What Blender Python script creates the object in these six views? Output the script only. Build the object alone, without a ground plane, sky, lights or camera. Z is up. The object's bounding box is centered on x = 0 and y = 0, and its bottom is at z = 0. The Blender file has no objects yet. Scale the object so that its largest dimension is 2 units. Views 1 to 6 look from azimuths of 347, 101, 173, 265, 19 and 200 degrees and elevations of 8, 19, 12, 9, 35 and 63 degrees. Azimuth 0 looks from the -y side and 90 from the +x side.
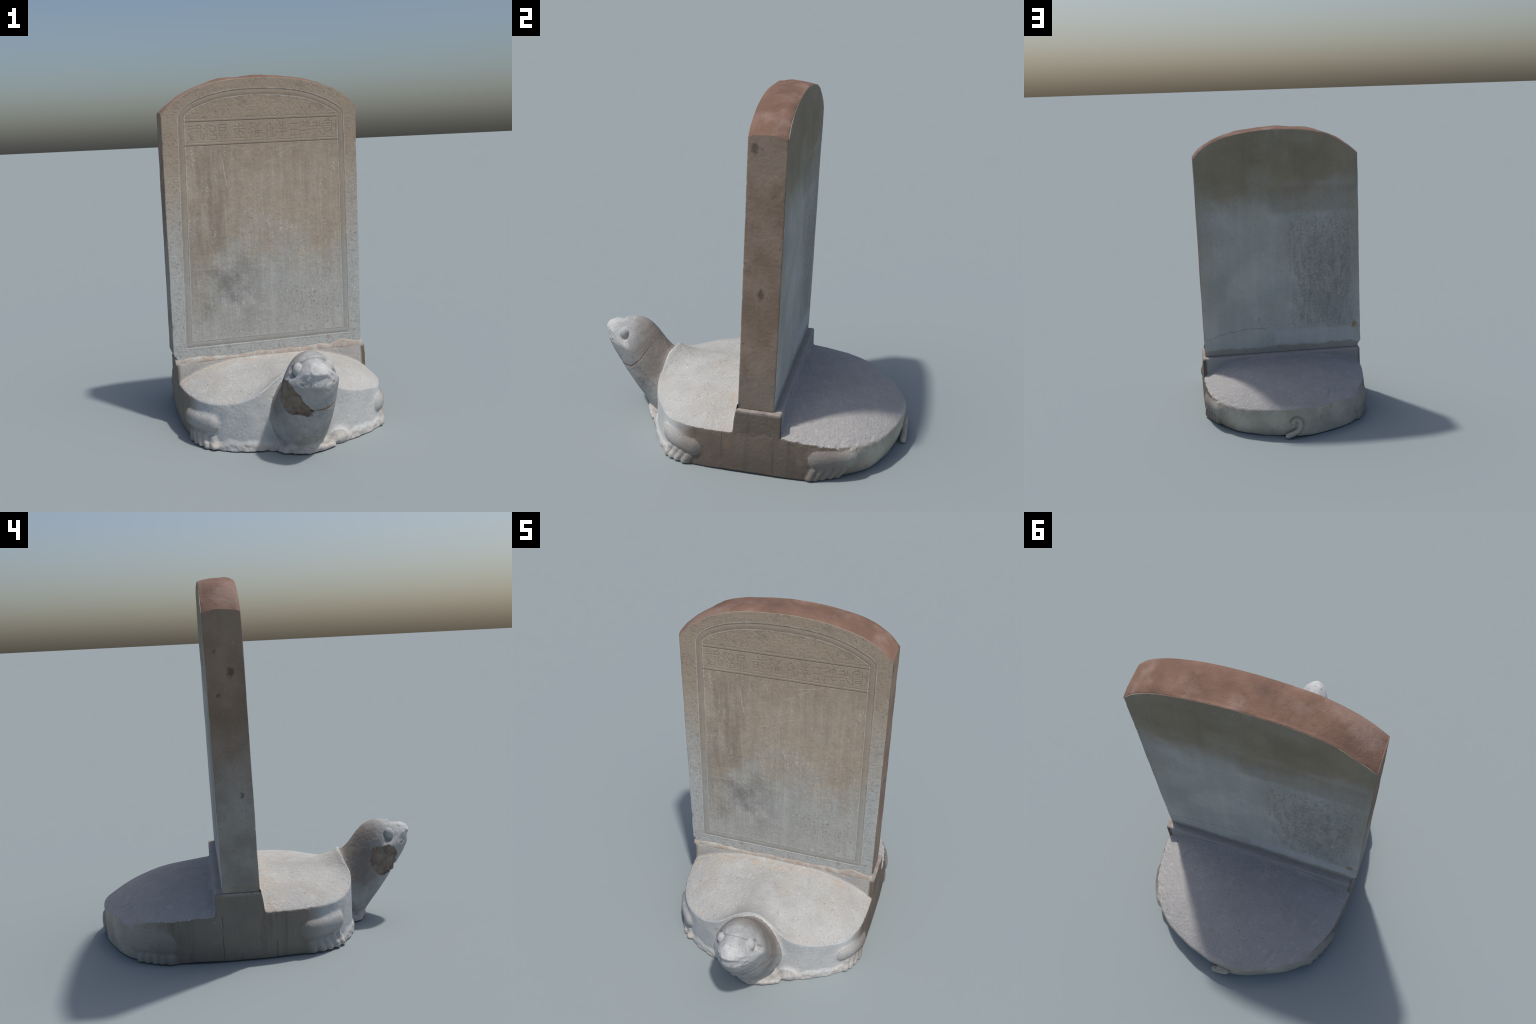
"""A carved stone tortoise carrying an upright, round-topped inscribed stone tablet.

The tortoise (shell, torso, neck, head, limbs, tail and the raised socket block on its
back) is one seamless carved stone: it is described as a signed distance function put
together from named parts, skinned with surface nets and then separated by region.
The tablet is a tapered slab with worn arrises, a beaded frame, a title band in
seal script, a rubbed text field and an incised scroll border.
"""
import bpy
import numpy as np
import math

F = np.float32
rng = np.random.RandomState(11)

# ------------------------------------------------------------------ helpers
def smoothstep(a, b, x):
    t = np.clip((x - a) / (b - a), 0.0, 1.0)
    return t * t * (3 - 2 * t)

def smin(a, b, k):
    h = np.clip(0.5 + 0.5 * (b - a) / k, 0, 1)
    return b * (1 - h) + a * h - k * h * (1 - h)

def smax(a, b, k):
    return -smin(-a, -b, k)

def hash01(ix, iy, iz, seed):
    n = (ix.astype(np.int64) * 73856093) ^ (iy.astype(np.int64) * 19349663) ^ (iz.astype(np.int64) * 83492791)
    n = (n + seed * 7919) & 0x7FFFFFFF
    n = ((n >> 13) ^ n) & 0x7FFFFFFF
    n = (n * ((n * n * 15731 + 789221) & 0x7FFFFFFF) + 1376312589) & 0x7FFFFFFF
    return (n & 0xFFFFFF).astype(F) / F(0xFFFFFF)

def vnoise(x, y, z, scale, seed=0):
    """value noise in -1..1"""
    x, y, z = x * scale, y * scale, z * scale
    fx, fy, fz = np.floor(x), np.floor(y), np.floor(z)
    tx, ty, tz = x - fx, y - fy, z - fz
    tx, ty, tz = [t * t * (3 - 2 * t) for t in (tx, ty, tz)]
    ix, iy, iz = fx.astype(np.int32), fy.astype(np.int32), fz.astype(np.int32)
    out = 0
    for a in (0, 1):
        wx = tx if a else 1 - tx
        for b in (0, 1):
            wy = ty if b else 1 - ty
            for c in (0, 1):
                wz = tz if c else 1 - tz
                out = out + wx * wy * wz * hash01(ix + a, iy + b, iz + c, seed)
    return out * 2 - 1

def fbm(x, y, z, scale, octaves=3, seed=0, gain=0.5):
    s, amp, tot = 0, 1.0, 0.0
    for o in range(octaves):
        s = s + amp * vnoise(x, y, z, scale * 2 ** o, seed + o * 17)
        tot += amp
        amp *= gain
    return s / tot

def catmull(points, per=12, closed=False):
    P = np.array(points, float)
    n = len(P)
    out = []
    for i in range(n if closed else n - 1):
        if closed:
            p0, p1, p2, p3 = P[i - 1], P[i], P[(i + 1) % n], P[(i + 2) % n]
        else:
            p0, p1, p2, p3 = P[max(i - 1, 0)], P[i], P[i + 1], P[min(i + 2, n - 1)]
        for t in np.arange(per) / per:
            out.append(0.5 * (2 * p1 + (p2 - p0) * t + (2 * p0 - 5 * p1 + 4 * p2 - p3) * t * t
                              + (3 * p1 - p0 - 3 * p2 + p3) * t ** 3))
    if not closed:
        out.append(P[-1])
    return np.array(out)

def capsule(px, py, pz, a, b, r):
    a, b = np.array(a, float), np.array(b, float)
    d = b - a
    t = np.clip(((px - a[0]) * d[0] + (py - a[1]) * d[1] + (pz - a[2]) * d[2]) / max(d @ d, 1e-9), 0, 1)
    return np.sqrt((px - a[0] - t * d[0]) ** 2 + (py - a[1] - t * d[1]) ** 2 + (pz - a[2] - t * d[2]) ** 2) - r

def ellipsoid(px, py, pz, c, r):
    q = np.sqrt(((px - c[0]) / r[0]) ** 2 + ((py - c[1]) / r[1]) ** 2 + ((pz - c[2]) / r[2]) ** 2)
    return (q - 1) * min(r)

# ------------------------------------------------------------------ measurements of the tortoise
# plan outline of the body seen from above (metres); head looks towards -y
BODY_PLAN = [(0, -.485), (.1, -.503), (.2, -.522), (.3, -.503), (.4, -.45), (.502, -.37), (.556, -.265),
             (.573, -.15), (.578, 0), (.579, .15), (.578, .3), (.568, .43), (.526, .583), (.420, .735),
             (.260, .832), (.152, .869), (.06, .893), (-.067, .892), (-.2, .85), (-.34, .783), (-.435, .702), (-.524, .537),
             (-.555, .4), (-.568, .28), (-.569, .1), (-.565, -.03), (-.540, -.205), (-.490, -.336), (-.405, -.43),
             (-.3, -.492), (-.2, -.518), (-.1, -.497)]
CENTRE = np.array([0.0, 0.15])
# height of the shell rim around that outline: (bearing in degrees from the head, clockwise seen
# from above towards +x, height)
RIM_HEIGHT = [(-180, .200), (-162, .203), (-150, .213), (-125, .236), (-100, .254), (-75, .256), (-55, .248), (-42, .246),
              (-33, .253), (-26, .269), (-20, .298), (-14.5, .338), (-9, .382), (-4, .403), (0, .408), (4, .403),
              (9, .378), (14.5, .330), (20, .292), (26, .268), (33, .250), (42, .234), (55, .226), (75, .232),
              (100, .236), (125, .205), (150, .186), (165, .193), (180, .202)]
SHELL_CROWN = .364
NECK_PROFILE = [(-.32, .02), (-.32, .22), (-.43, .345), (-.50, .395), (-.553, .446), (-.609, .514), (-.66, .555), (-.72, .5725),
                (-.80, .562), (-.86, .5585), (-.898, .548), (-.921, .522), (-.925, .495), (-.911, .448), (-.874, .37),
                (-.833, .312), (-.797, .258), (-.721, .15), (-.678, .095), (-.640, .045), (-.600, .012), (-.54, .0)]

_poly = catmull(BODY_PLAN, 16, closed=True)
_ang = np.arctan2(_poly[:, 0] - CENTRE[0], -(_poly[:, 1] - CENTRE[1]))      # 0 = towards the head
_rad = np.hypot(_poly[:, 0] - CENTRE[0], _poly[:, 1] - CENTRE[1])
_o = np.argsort(_ang)
TH = np.linspace(-math.pi, math.pi, 2161)
RAD = np.interp(TH, _ang[_o], _rad[_o], period=2 * math.pi)
DRAD = np.gradient(RAD, TH)
_arc = np.concatenate([[0], np.cumsum(np.hypot(RAD[1:] * np.sin(TH[1:]) - RAD[:-1] * np.sin(TH[:-1]),
                                               RAD[1:] * np.cos(TH[1:]) - RAD[:-1] * np.cos(TH[:-1])))])
_rimc = catmull(RIM_HEIGHT, 8)
RIM = np.interp(np.degrees(TH), _rimc[:, 0], _rimc[:, 1])

def wall_frame(x, y):
    """bearing, distance outside the plan outline, arc length along it"""
    th = np.arctan2(x - CENTRE[0], -(y - CENTRE[1]))
    r = np.hypot(x - CENTRE[0], y - CENTRE[1])
    R = np.interp(th, TH, RAD)
    dR = np.interp(th, TH, DRAD)
    return th, (r - R) / np.sqrt(1 + (dR / R) ** 2), np.interp(th, TH, _arc), r / R

def arc_at(x, y):
    return float(np.interp(math.atan2(x - CENTRE[0], -(y - CENTRE[1])), TH, _arc))

# feet: pad (two ends + half height), toes (top point, bottom point), all on the flank: (x, y, z)
FEET = {
    "forelimb_right": dict(
        pad=[(.497, -.360, .133), (.555, -.197, .112)], pad_r=.043, out=.006,
        toes=[((.508, -.337, .064), (.500, -.352, .022)), ((.529, -.293, .063), (.517, -.318, .016)),
              ((.541, -.258, .057), (.533, -.284, .012)), ((.551, -.218, .048), (.547, -.240, .014))], toe_r=.0205),
    "forelimb_left": dict(
        pad=[(-.440, -.373, .138), (-.527, -.210, .135)], pad_r=.044, out=.012,
        toes=[((-.521, -.220, .058), (-.519, -.225, .022)), ((-.508, -.258, .062), (-.502, -.272, .018)),
              ((-.491, -.298, .066), (-.483, -.312, .018)), ((-.468, -.338, .066), (-.458, -.350, .018)),
              ((-.438, -.374, .056), (-.428, -.384, .022))], toe_r=.0225),
    "hindlimb_right": dict(
        pad=[(.552, .462, .132), (.483, .612, .128)], pad_r=.047, out=.006,
        toes=[((.555, .440, .064), (.562, .425, .022)), ((.543, .482, .068), (.552, .455, .016)),
              ((.530, .523, .068), (.541, .495, .016)), ((.514, .566, .068), (.527, .538, .016)),
              ((.497, .600, .066), (.511, .575, .016))], toe_r=.019),
    "hindlimb_left": dict(
        pad=[(-.438, .655, .112), (-.505, .528, .112)], pad_r=.058, out=.006,
        toes=[((-.516, .500, .036), (-.516, .500, .008)), ((-.500, .536, .034), (-.500, .536, .008)),
              ((-.482, .572, .034), (-.482, .572, .008)), ((-.462, .610, .034), (-.462, .610, .008)),
              ((-.440, .648, .030), (-.440, .648, .008))], toe_r=.026),
}
TAIL = catmull([(.024, .889, .112), (.008, .889, .127), (-.014, .889, .122), (-.024, .889, .098), (-.017, .889, .066),
                (.004, .889, .042), (.034, .889, .027), (.060, .887, .016)], 3)

_prof = catmull(NECK_PROFILE, 4, closed=True)

def profile_distance(y, z):
    """signed distance to the side profile of neck and head"""
    d2 = np.full(y.shape, 9.0, F)
    inside = np.zeros(y.shape, bool)
    P = _prof
    for i in range(len(P)):
        a, b = P[i], P[(i + 1) % len(P)]
        e = b - a
        wy, wz = y - a[0], z - a[1]
        t = np.clip((wy * e[0] + wz * e[1]) / (e @ e + 1e-12), 0, 1)
        d2 = np.minimum(d2, (wy - t * e[0]) ** 2 + (wz - t * e[1]) ** 2)
        if a[1] != b[1]:
            c = ((a[1] > z) != (b[1] > z)) & (y < (b[0] - a[0]) * (z - a[1]) / (b[1] - a[1]) + a[0])
            inside ^= c
    d = np.sqrt(d2)
    return np.where(inside, -d, d)

def crack_height(y):
    """the mended break that runs round the throat, separating head from neck"""
    return np.interp(y, [-.83, -.79, -.74, -.70, -.66, -.63, -.60, -.55],
                     [.300, .299, .306, .325, .360, .400, .445, .52])

SCAR = np.array([(-.664, .432), (-.72, .438), (-.762, .445), (-.80, .425), (-.818, .385), (-.815, .34), (-.812, .300), (-.80, .272), (-.76, .266),
                 (-.728, .258), (-.695, .272), (-.672, .300), (-.645, .330), (-.648, .38)])

def scar_distance(y, z, x):
    d2 = np.full(y.shape, 9.0, F)
    inside = np.zeros(y.shape, bool)
    for i in range(len(SCAR)):
        a, b = SCAR[i], SCAR[(i + 1) % len(SCAR)]
        e = b - a
        wy, wz = y - a[0], z - a[1]
        t = np.clip((wy * e[0] + wz * e[1]) / (e @ e), 0, 1)
        d2 = np.minimum(d2, (wy - t * e[0]) ** 2 + (wz - t * e[1]) ** 2)
        c = ((a[1] > z) != (b[1] > z)) & (y < (b[0] - a[0]) * (z - a[1]) / (b[1] - a[1] + 1e-9) + a[0])
        inside ^= c
    d = np.where(inside, -np.sqrt(d2), np.sqrt(d2))
    # a tongue of the scar runs round the front to the chin
    chin = capsule(x, z, x * 0, (-.112, .365, 0), (-.036, .280, 0), .023) + np.clip(y + .74, 0, 1) * 3
    return smin(d, chin, .01) + .007 * fbm(x, y, z, 45., 2, 43)

def shell_height(x, y, th, q):
    rim = np.interp(th, TH, RIM)
    q = np.clip(q, 0, 1.3)
    fullness = 2.95 + .7 * smoothstep(1.5, .9, np.abs(th)) + .6 * smoothstep(2.2, 2.8, np.abs(th))
    crown = SHELL_CROWN - .012 * smoothstep(.05, .35, y)
    h = rim + (crown - rim) * (1 - q ** fullness)
    h = h + .009 * np.exp(-((q - .985) / .030) ** 2) * np.exp(-(th / .27) ** 2)
    # the shell dips just before it flares up as a collar over the neck
    h = h - .016 * np.exp(-((q - .80) / .15) ** 2) * np.exp(-(th / .30) ** 2) * (q < 1.02)
    return h

def body_parts(x, y, z):
    th, d_out, s, q = wall_frame(x, y)
    front = smoothstep(1.15, .7, np.abs(th))
    rim = np.interp(th, TH, RIM)
    # the flank bellies out below the rim; at the head end it stands on a rough footing
    flank = 1 - front
    belly = np.clip(z / np.maximum(rim, .1), 0, 1)
    wide = smoothstep(.22, .48, np.abs(x))
    lean = -flank * wide * .030 * belly * (1 - belly) + flank * np.where(x > 0, -.002 + .040 * smoothstep(.38, .60, y), .012 - .006 * smoothstep(.3, .6, y)) * (1 - belly) ** 2
    footing = -front * .010 * smoothstep(.060, .026, z + .012 * vnoise(x, y, z * 0, 22., 3))
    wall = d_out + lean + footing + front * .004
    top = z - shell_height(x, y, th, q)
    # rim broken away at the rear left
    chip = ((y - .86) * .50 + (x + .10) * -.32 + (z - .20) * .84)
    base = .005 + .006 * vnoise(x, y, x * 0, 6., 5) - .006 * front
    # socket block that holds the tablet: it rises out of the shell, flush with the flanks
    yf = .013 + 1.0 * np.clip(z - .25, 0, .2) ** 2
    block = smax(smax(smax(yf - y, y - .268, .01), z - .372, .010), (y - .262) * .6 + (z - .372) * .8 - .001, .008)
    torso = smax(smax(wall, smin(top * .85, block, .014), .007), base - z, .006)
    near = (x < -.05) & (y > .4)
    torso = np.where(near, smax(torso, chip - .031 + .008 * vnoise(x, y, z, 14., 8), .010), torso)
    return th, d_out, s, q, wall, top, torso, block

def tortoise(x, y, z, parts=False):
    th, d_out, s, q, wall, top, torso, block = body_parts(x, y, z)
    d = torso.copy()
    reg = {"top": top, "wall": wall, "torso": torso, "block": block}
    # --- feet
    n = wall
    for name, f in FEET.items():
        pa, pb = f["pad"]
        A = (arc_at(*pa[:2]), pa[2], 0)
        B = (arc_at(*pb[:2]), pb[2], 0)
        lo, hi = min(A[0], B[0]) - .16, max(A[0], B[0]) + .16
        m = (s > lo) & (s < hi) & (np.abs(n) < .12) & (z < .30)
        r = np.full(x.shape, 1.0, F)
        if m.any():
            S, Z, N = s[m], z[m], n[m]
            w = f["out"]
            ks = f["pad_r"] / (w + .012)
            pad = capsule(S, Z, (N - w * .3) * ks, A, B, f["pad_r"]) / ks * 1.15
            toe = None
            for a, b in f["toes"]:
                c = capsule(S, Z, (N + .005) * .95, (arc_at(*a[:2]), a[2], 0), (arc_at(*b[:2]), b[2] - .006, .003), f["toe_r"])
                toe = c if toe is None else smin(toe, c, .009)
            foot = smin(pad, toe, .008)
            foot = smax(foot, .004 - Z, .004)
            r[m] = foot
            dm = d[m]
            d[m] = smin(dm, foot, .016)
        reg[name] = r
    # --- tail
    m = (y > .80) & (np.abs(x) < .16) & (z < .2)
    r = np.full(x.shape, 1.0, F)
    if m.any():
        t = None
        for i in range(len(TAIL) - 1):
            a, b = TAIL[i], TAIL[i + 1]
            rad = .0145 + .004 * i / len(TAIL)
            c = capsule(x[m], y[m], z[m], (a[0], a[1] + .008, a[2]), (b[0], b[1] + .008, b[2]), rad)
            t = c if t is None else np.minimum(t, c)
        t = smax(t, .002 - z[m], .004)
        r[m] = t
        # a cut line sets the tail off from the stone behind
        dm = d[m] + .006 * np.exp(-((t - .004) / .005) ** 2)
        d[m] = smin(dm, t, .003)
    reg["tail"] = r
    # --- neck and head
    m = (np.abs(x) < .34) & (y < -.36) & (z < .68)
    r = np.full(x.shape, 1.0, F)
    hd = np.full(x.shape, 0.0, F)
    eye = np.full(x.shape, 1.0, F)
    if m.any():
        X, Y, Z = x[m] - .010, y[m], z[m]
        pd = profile_distance(Y, Z)
        w = np.interp(Z, [0, .10, .26, .34, .42, .50, .56, .60], [.172, .172, .169, .160, .151, .135, .122, .110])
        w = w * np.interp(Y, [-.94, -.91, -.87, -.82, -.76, -.70], [.55, .68, .80, .91, .98, 1.0])
        core = np.interp(Z, [0, .3, .45, .58], [.25, .245, .20, .15])
        qq = np.clip(1 + pd / core, 0, 4)
        qq = np.where(qq < 0, 0, qq)
        e = 2.05
        g = (np.abs(X / w) ** e + np.abs(qq) ** e) ** (1 / e)
        nk = (g - 1) * np.minimum(core, w) * .9
        # rough footing round the throat
        rr = np.hypot((X - .02) / .180, (Y + .485) / .150)
        foot = smax((rr - 1) * .145 + .010 * vnoise(X, Y, Z, 26., 21), Z - .040 - .020 * vnoise(X, Y, Z * 0, 18., 22), .018)
        foot = smax(foot, .003 + .004 * vnoise(X, Y, Z * 0, 15, 2) - Z, .004)
        lump = ellipsoid(X, Y, Z, (.203, -.522, .028), (.040, .028, .034))
        # snout lower than the brow: a step between the eyes
        ax = np.abs(X)
        edge = Y + .793 - .55 * np.clip(.561 - Z, 0, .12) - .05 * ax
        brow = smoothstep(.003, -.007, edge) * smoothstep(.43, .48, Z)
        nk = nk + (.0075 + .09 * np.clip(ax - .03, 0, .09)) * brow
        # blunt nose: two facets meeting in a ridge that runs down to the lip
        for sx in (-1, 1):
            nk = smax(nk, (sx * X * .46 - (Y + .912) * .60 + (Z - .532) * .62) * .9, .004)
        # face plane below the lip, cut back a little
        lip = Z - (.507 - .95 * (Y + .92)) - .10 * ax
        nk = nk + .0014 * smoothstep(.003, -.006, lip) * smoothstep(-.79, -.84, Y) * smoothstep(.30, .36, Z)
        nk = nk - .0015 * np.exp(-((lip - .008) / .010) ** 2) * smoothstep(-.83, -.87, Y) * (ax < .11)
        # battered snout
        nk = nk + .0035 * fbm(X, Y, Z, 34., 3, 47) * smoothstep(-.80, -.85, Y) * smoothstep(.42, .48, Z)
        # eyes in carved sockets
        for sx in (-1, 1):
            ex, ey, ez = sx * .094, -.770, .499
            sock = ellipsoid(X, Y, Z, (sx * .104, ey + .002, ez - .002), (.025, .033, .038))
            nk = smax(nk, -sock, .005)
            ball = ellipsoid(X, Y, Z, (sx * .0775, ey - .003, ez + .000), (.0275, .0285, .034))
            eye[m] = np.minimum(eye[m], ball)
            pit = ellipsoid(X, Y, Z, (sx * .092, -.850, .442), (.018, .012, .008))
            nk = smax(nk, -pit, .004)
        # mended break
        cz = crack_height(Y) + .005 * vnoise(X, Y, Z, 32., 77)
        cl = np.abs(Z - cz) * .75
        nk = nk + .0030 * np.exp(-(cl / .0030) ** 2) * (X > -.03) * smoothstep(.48, .40, Z)
        hd[m] = Z - cz
        # broken scar on the left cheek
        sd = scar_distance(Y, Z, X)
        side = smoothstep(.025, -.02, X )
        nk = nk + (.010 + .005 * fbm(X, Y, Z, 30., 2, 40)) * smoothstep(.004, -.006, sd) * side
        chin = ellipsoid(X, Y, Z, (-.012, -.800, .280), (.020, .016, .018))
        nk = smin(nk, chin, .006)
        nk = smin(smin(nk, foot, .020), lump, .015)
        dm = d[m]
        nk = smax(nk, Y * 0 + .002 - Z, .004)
        r[m] = nk
        d[m] = smin(smin(dm, nk, .040), eye[m], .002)
    reg["neck"] = r
    reg["headside"] = hd
    reg["eye"] = eye
    if parts:
        return d, reg
    return d

def tortoise_weathered(x, y, z):
    d = tortoise(x, y, z)
    th, d_out, s, q = wall_frame(x, y)
    top = smoothstep(.03, .0, np.abs(z - shell_height(x, y, th, q)))
    rough = .0009 * fbm(x, y, z, 95., 2, 51) + (.0006 + .0008 * top) * fbm(x, y, z, 22., 2, 57)
    # picked, pitted stone: strongest at the right-hand rim behind the block
    edge = smoothstep(.80, .97, q) * top * smoothstep(.30, .50, x) * smoothstep(-.2, .3, y)
    rough = rough + .0035 * edge * fbm(x, y, z, 55., 2, 61)
    rimchip = smoothstep(.020, .0, np.abs(d_out)) * top
    rough = rough + rimchip * .003 * np.clip(fbm(x, y, z, 60., 2, 64) - .1, 0, 1)
    foot = smoothstep(.065, .02, z) * smoothstep(-.30, -.42, y)
    rough = rough + foot * .006 * fbm(x, y, z, 34., 3, 71)
    # chisel cuts in the rear shell
    for (a, b, w, dep) in (((.505, .300), (.440, .430), .006, .010), ((.400, .345), (.425, .375), .006, .006),
                           ((-.228, .790), (-.255, .735), .007, .009), ((-.285, .775), (-.300, .715), .011, .006)):
        ax_, ay_ = b[0] - a[0], b[1] - a[1]
        t = np.clip(((x - a[0]) * ax_ + (y - a[1]) * ay_) / (ax_ ** 2 + ay_ ** 2), 0, 1)
        dd = np.hypot(x - a[0] - t * ax_, y - a[1] - t * ay_)
        rough = rough + dep * np.exp(-(dd / w) ** 2) * smoothstep(.12, .2, z)
    return d + rough

# ------------------------------------------------------------------ surface nets
def surface_nets(fn, lo, hi, h):
    lo = np.array(lo)
    n = np.ceil((np.array(hi) - lo) / h).astype(int)
    K = 4
    n = (n // K + 1) * K + 1
    ax = [(lo[i] + h * np.arange(n[i])).astype(F) for i in range(3)]
    cx = [a[::K] for a in ax]
    G = np.meshgrid(*cx, indexing="ij")
    cd = fn(*[g.ravel() for g in G]).reshape(G[0].shape)
    act = np.abs(cd) < .036
    cell = np.zeros(np.array(cd.shape) - 1, bool)
    sgn = cd > 0
    mixed = np.zeros_like(cell)
    first = sgn[:-1, :-1, :-1]
    for a in (0, 1):
        for b in (0, 1):
            for c in (0, 1):
                sl = tuple(slice(k, None if k else -1) for k in (a, b, c))
                cell |= act[sl]
                mixed |= sgn[sl] != first
    cell |= mixed
    field = np.repeat(np.repeat(np.repeat(cd[:-1, :-1, :-1], K, 0), K, 1), K, 2)
    field = np.pad(field, ((0, 1),) * 3, constant_values=1.0).astype(F)
    mask = np.repeat(np.repeat(np.repeat(cell, K, 0), K, 1), K, 2)
    mask = np.pad(mask, ((0, 1),) * 3)
    mm = mask.copy()
    for axis in range(3):
        mm |= np.roll(mm, 1, axis)
    idx = np.nonzero(mm)
    val = np.empty(len(idx[0]), F)
    step = 400000
    for i in range(0, len(val), step):
        val[i:i + step] = fn(ax[0][idx[0][i:i + step]], ax[1][idx[1][i:i + step]], ax[2][idx[2][i:i + step]])
    field[idx] = val
    S = field > 0
    cnt = np.zeros(np.array(S.shape) - 1, np.int8)
    for a in (0, 1):
        for b in (0, 1):
            for c in (0, 1):
                cnt += S[tuple(slice(k, None if k else -1) for k in (a, b, c))]
    cells = np.nonzero((cnt > 0) & (cnt < 8))
    vid = -np.ones(cnt.shape, np.int32)
    vid[cells] = np.arange(len(cells[0]))
    acc = np.zeros((len(cells[0]), 3))
    num = np.zeros(len(cells[0]))
    C = np.stack(cells, 1)
    for axis in range(3):
        oth = [k for k in range(3) if k != axis]
        for a in (0, 1):
            for b in (0, 1):
                off = np.zeros(3, int)
                off[oth[0]], off[oth[1]] = a, b
                p = C + off
                q = p.copy()
                q[:, axis] += 1
                f0, f1 = field[tuple(p.T)], field[tuple(q.T)]
                cr = (f0 > 0) != (f1 > 0)
                t = np.where(cr, f0 / np.where(cr, f0 - f1, 1), 0)
                pos = off[None, :].repeat(len(C), 0).astype(float)
                pos[:, axis] = t
                acc[cr] += pos[cr]
                num[cr] += 1
    V = lo + h * (C + acc / num[:, None])
    faces = []
    for axis in range(3):
        u, v = (axis + 1) % 3, (axis + 2) % 3
        sl0 = [slice(1, -1)] * 3
        sl0[axis] = slice(0, -1)
        sl1 = list(sl0)
        sl1[axis] = slice(1, None)
        a, b = S[tuple(sl0)], S[tuple(sl1)]
        e = np.stack(np.nonzero(a != b), 1)
        flip = b[tuple(e.T)]
        base = e.copy()
        base[:, u] += 1
        base[:, v] += 1
        du, dv = np.zeros(3, int), np.zeros(3, int)
        du[u], dv[v] = 1, 1
        q = np.stack([vid[tuple((base - du - dv).T)], vid[tuple((base - dv).T)], vid[tuple(base.T)], vid[tuple((base - du).T)]], 1)
        q[~flip] = q[~flip][:, ::-1]
        faces.append(q)
    return V, np.concatenate(faces)

def gradient(fn, P, e=.0012):
    g = np.empty_like(P)
    for k in range(3):
        o = np.zeros(3)
        o[k] = e
        a, b = P + o, P - o
        g[:, k] = (fn(a[:, 0], a[:, 1], a[:, 2]) - fn(b[:, 0], b[:, 1], b[:, 2])) / (2 * e)
    return g

# ------------------------------------------------------------------ mesh utilities
def make_mesh(name, V, Fq, normals=None):
    me = bpy.data.meshes.new(name)
    me.vertices.add(len(V))
    me.vertices.foreach_set("co", np.ascontiguousarray(V, F).ravel())
    k = Fq.shape[1]
    me.loops.add(Fq.size)
    me.loops.foreach_set("vertex_index", np.ascontiguousarray(Fq, np.int32).ravel())
    me.polygons.add(len(Fq))
    me.polygons.foreach_set("loop_start", np.arange(0, Fq.size, k, dtype=np.int32))
    me.update(calc_edges=True)
    me.polygons.foreach_set("use_smooth", np.ones(len(Fq), bool))
    if normals is not None:
        me.normals_split_custom_set_from_vertices([tuple(v) for v in normals.tolist()])
    return me

def new_object(name, me, parent, mat):
    ob = bpy.data.objects.new(name, me)
    bpy.context.scene.collection.objects.link(ob)
    ob.parent = parent
    if mat is not None:
        me.materials.append(mat)
    return ob

def vertex_normals(V, Fq):
    a, b, c, d = (V[Fq[:, i]] for i in range(4))
    fn = np.cross(c - a, d - b)
    N = np.zeros_like(V)
    for i in range(4):
        for k in range(3):
            N[:, k] += np.bincount(Fq[:, i], fn[:, k], len(V))
    return N / np.maximum(np.linalg.norm(N, axis=1, keepdims=True), 1e-12)

def split(V, Fq, N, labels, spec):
    """spec: list of (label, object name, parent or index of earlier object, material)"""
    made = {}
    for lab, name, parent, mat in spec:
        f = Fq[labels == lab]
        if len(f) == 0:
            continue
        used, inv = np.unique(f, return_inverse=True)
        me = make_mesh(name, V[used], inv.reshape(f.shape), N[used])
        par = made[parent] if isinstance(parent, str) else parent
        made[lab] = new_object(name, me, par, mat)
    return made

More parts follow.
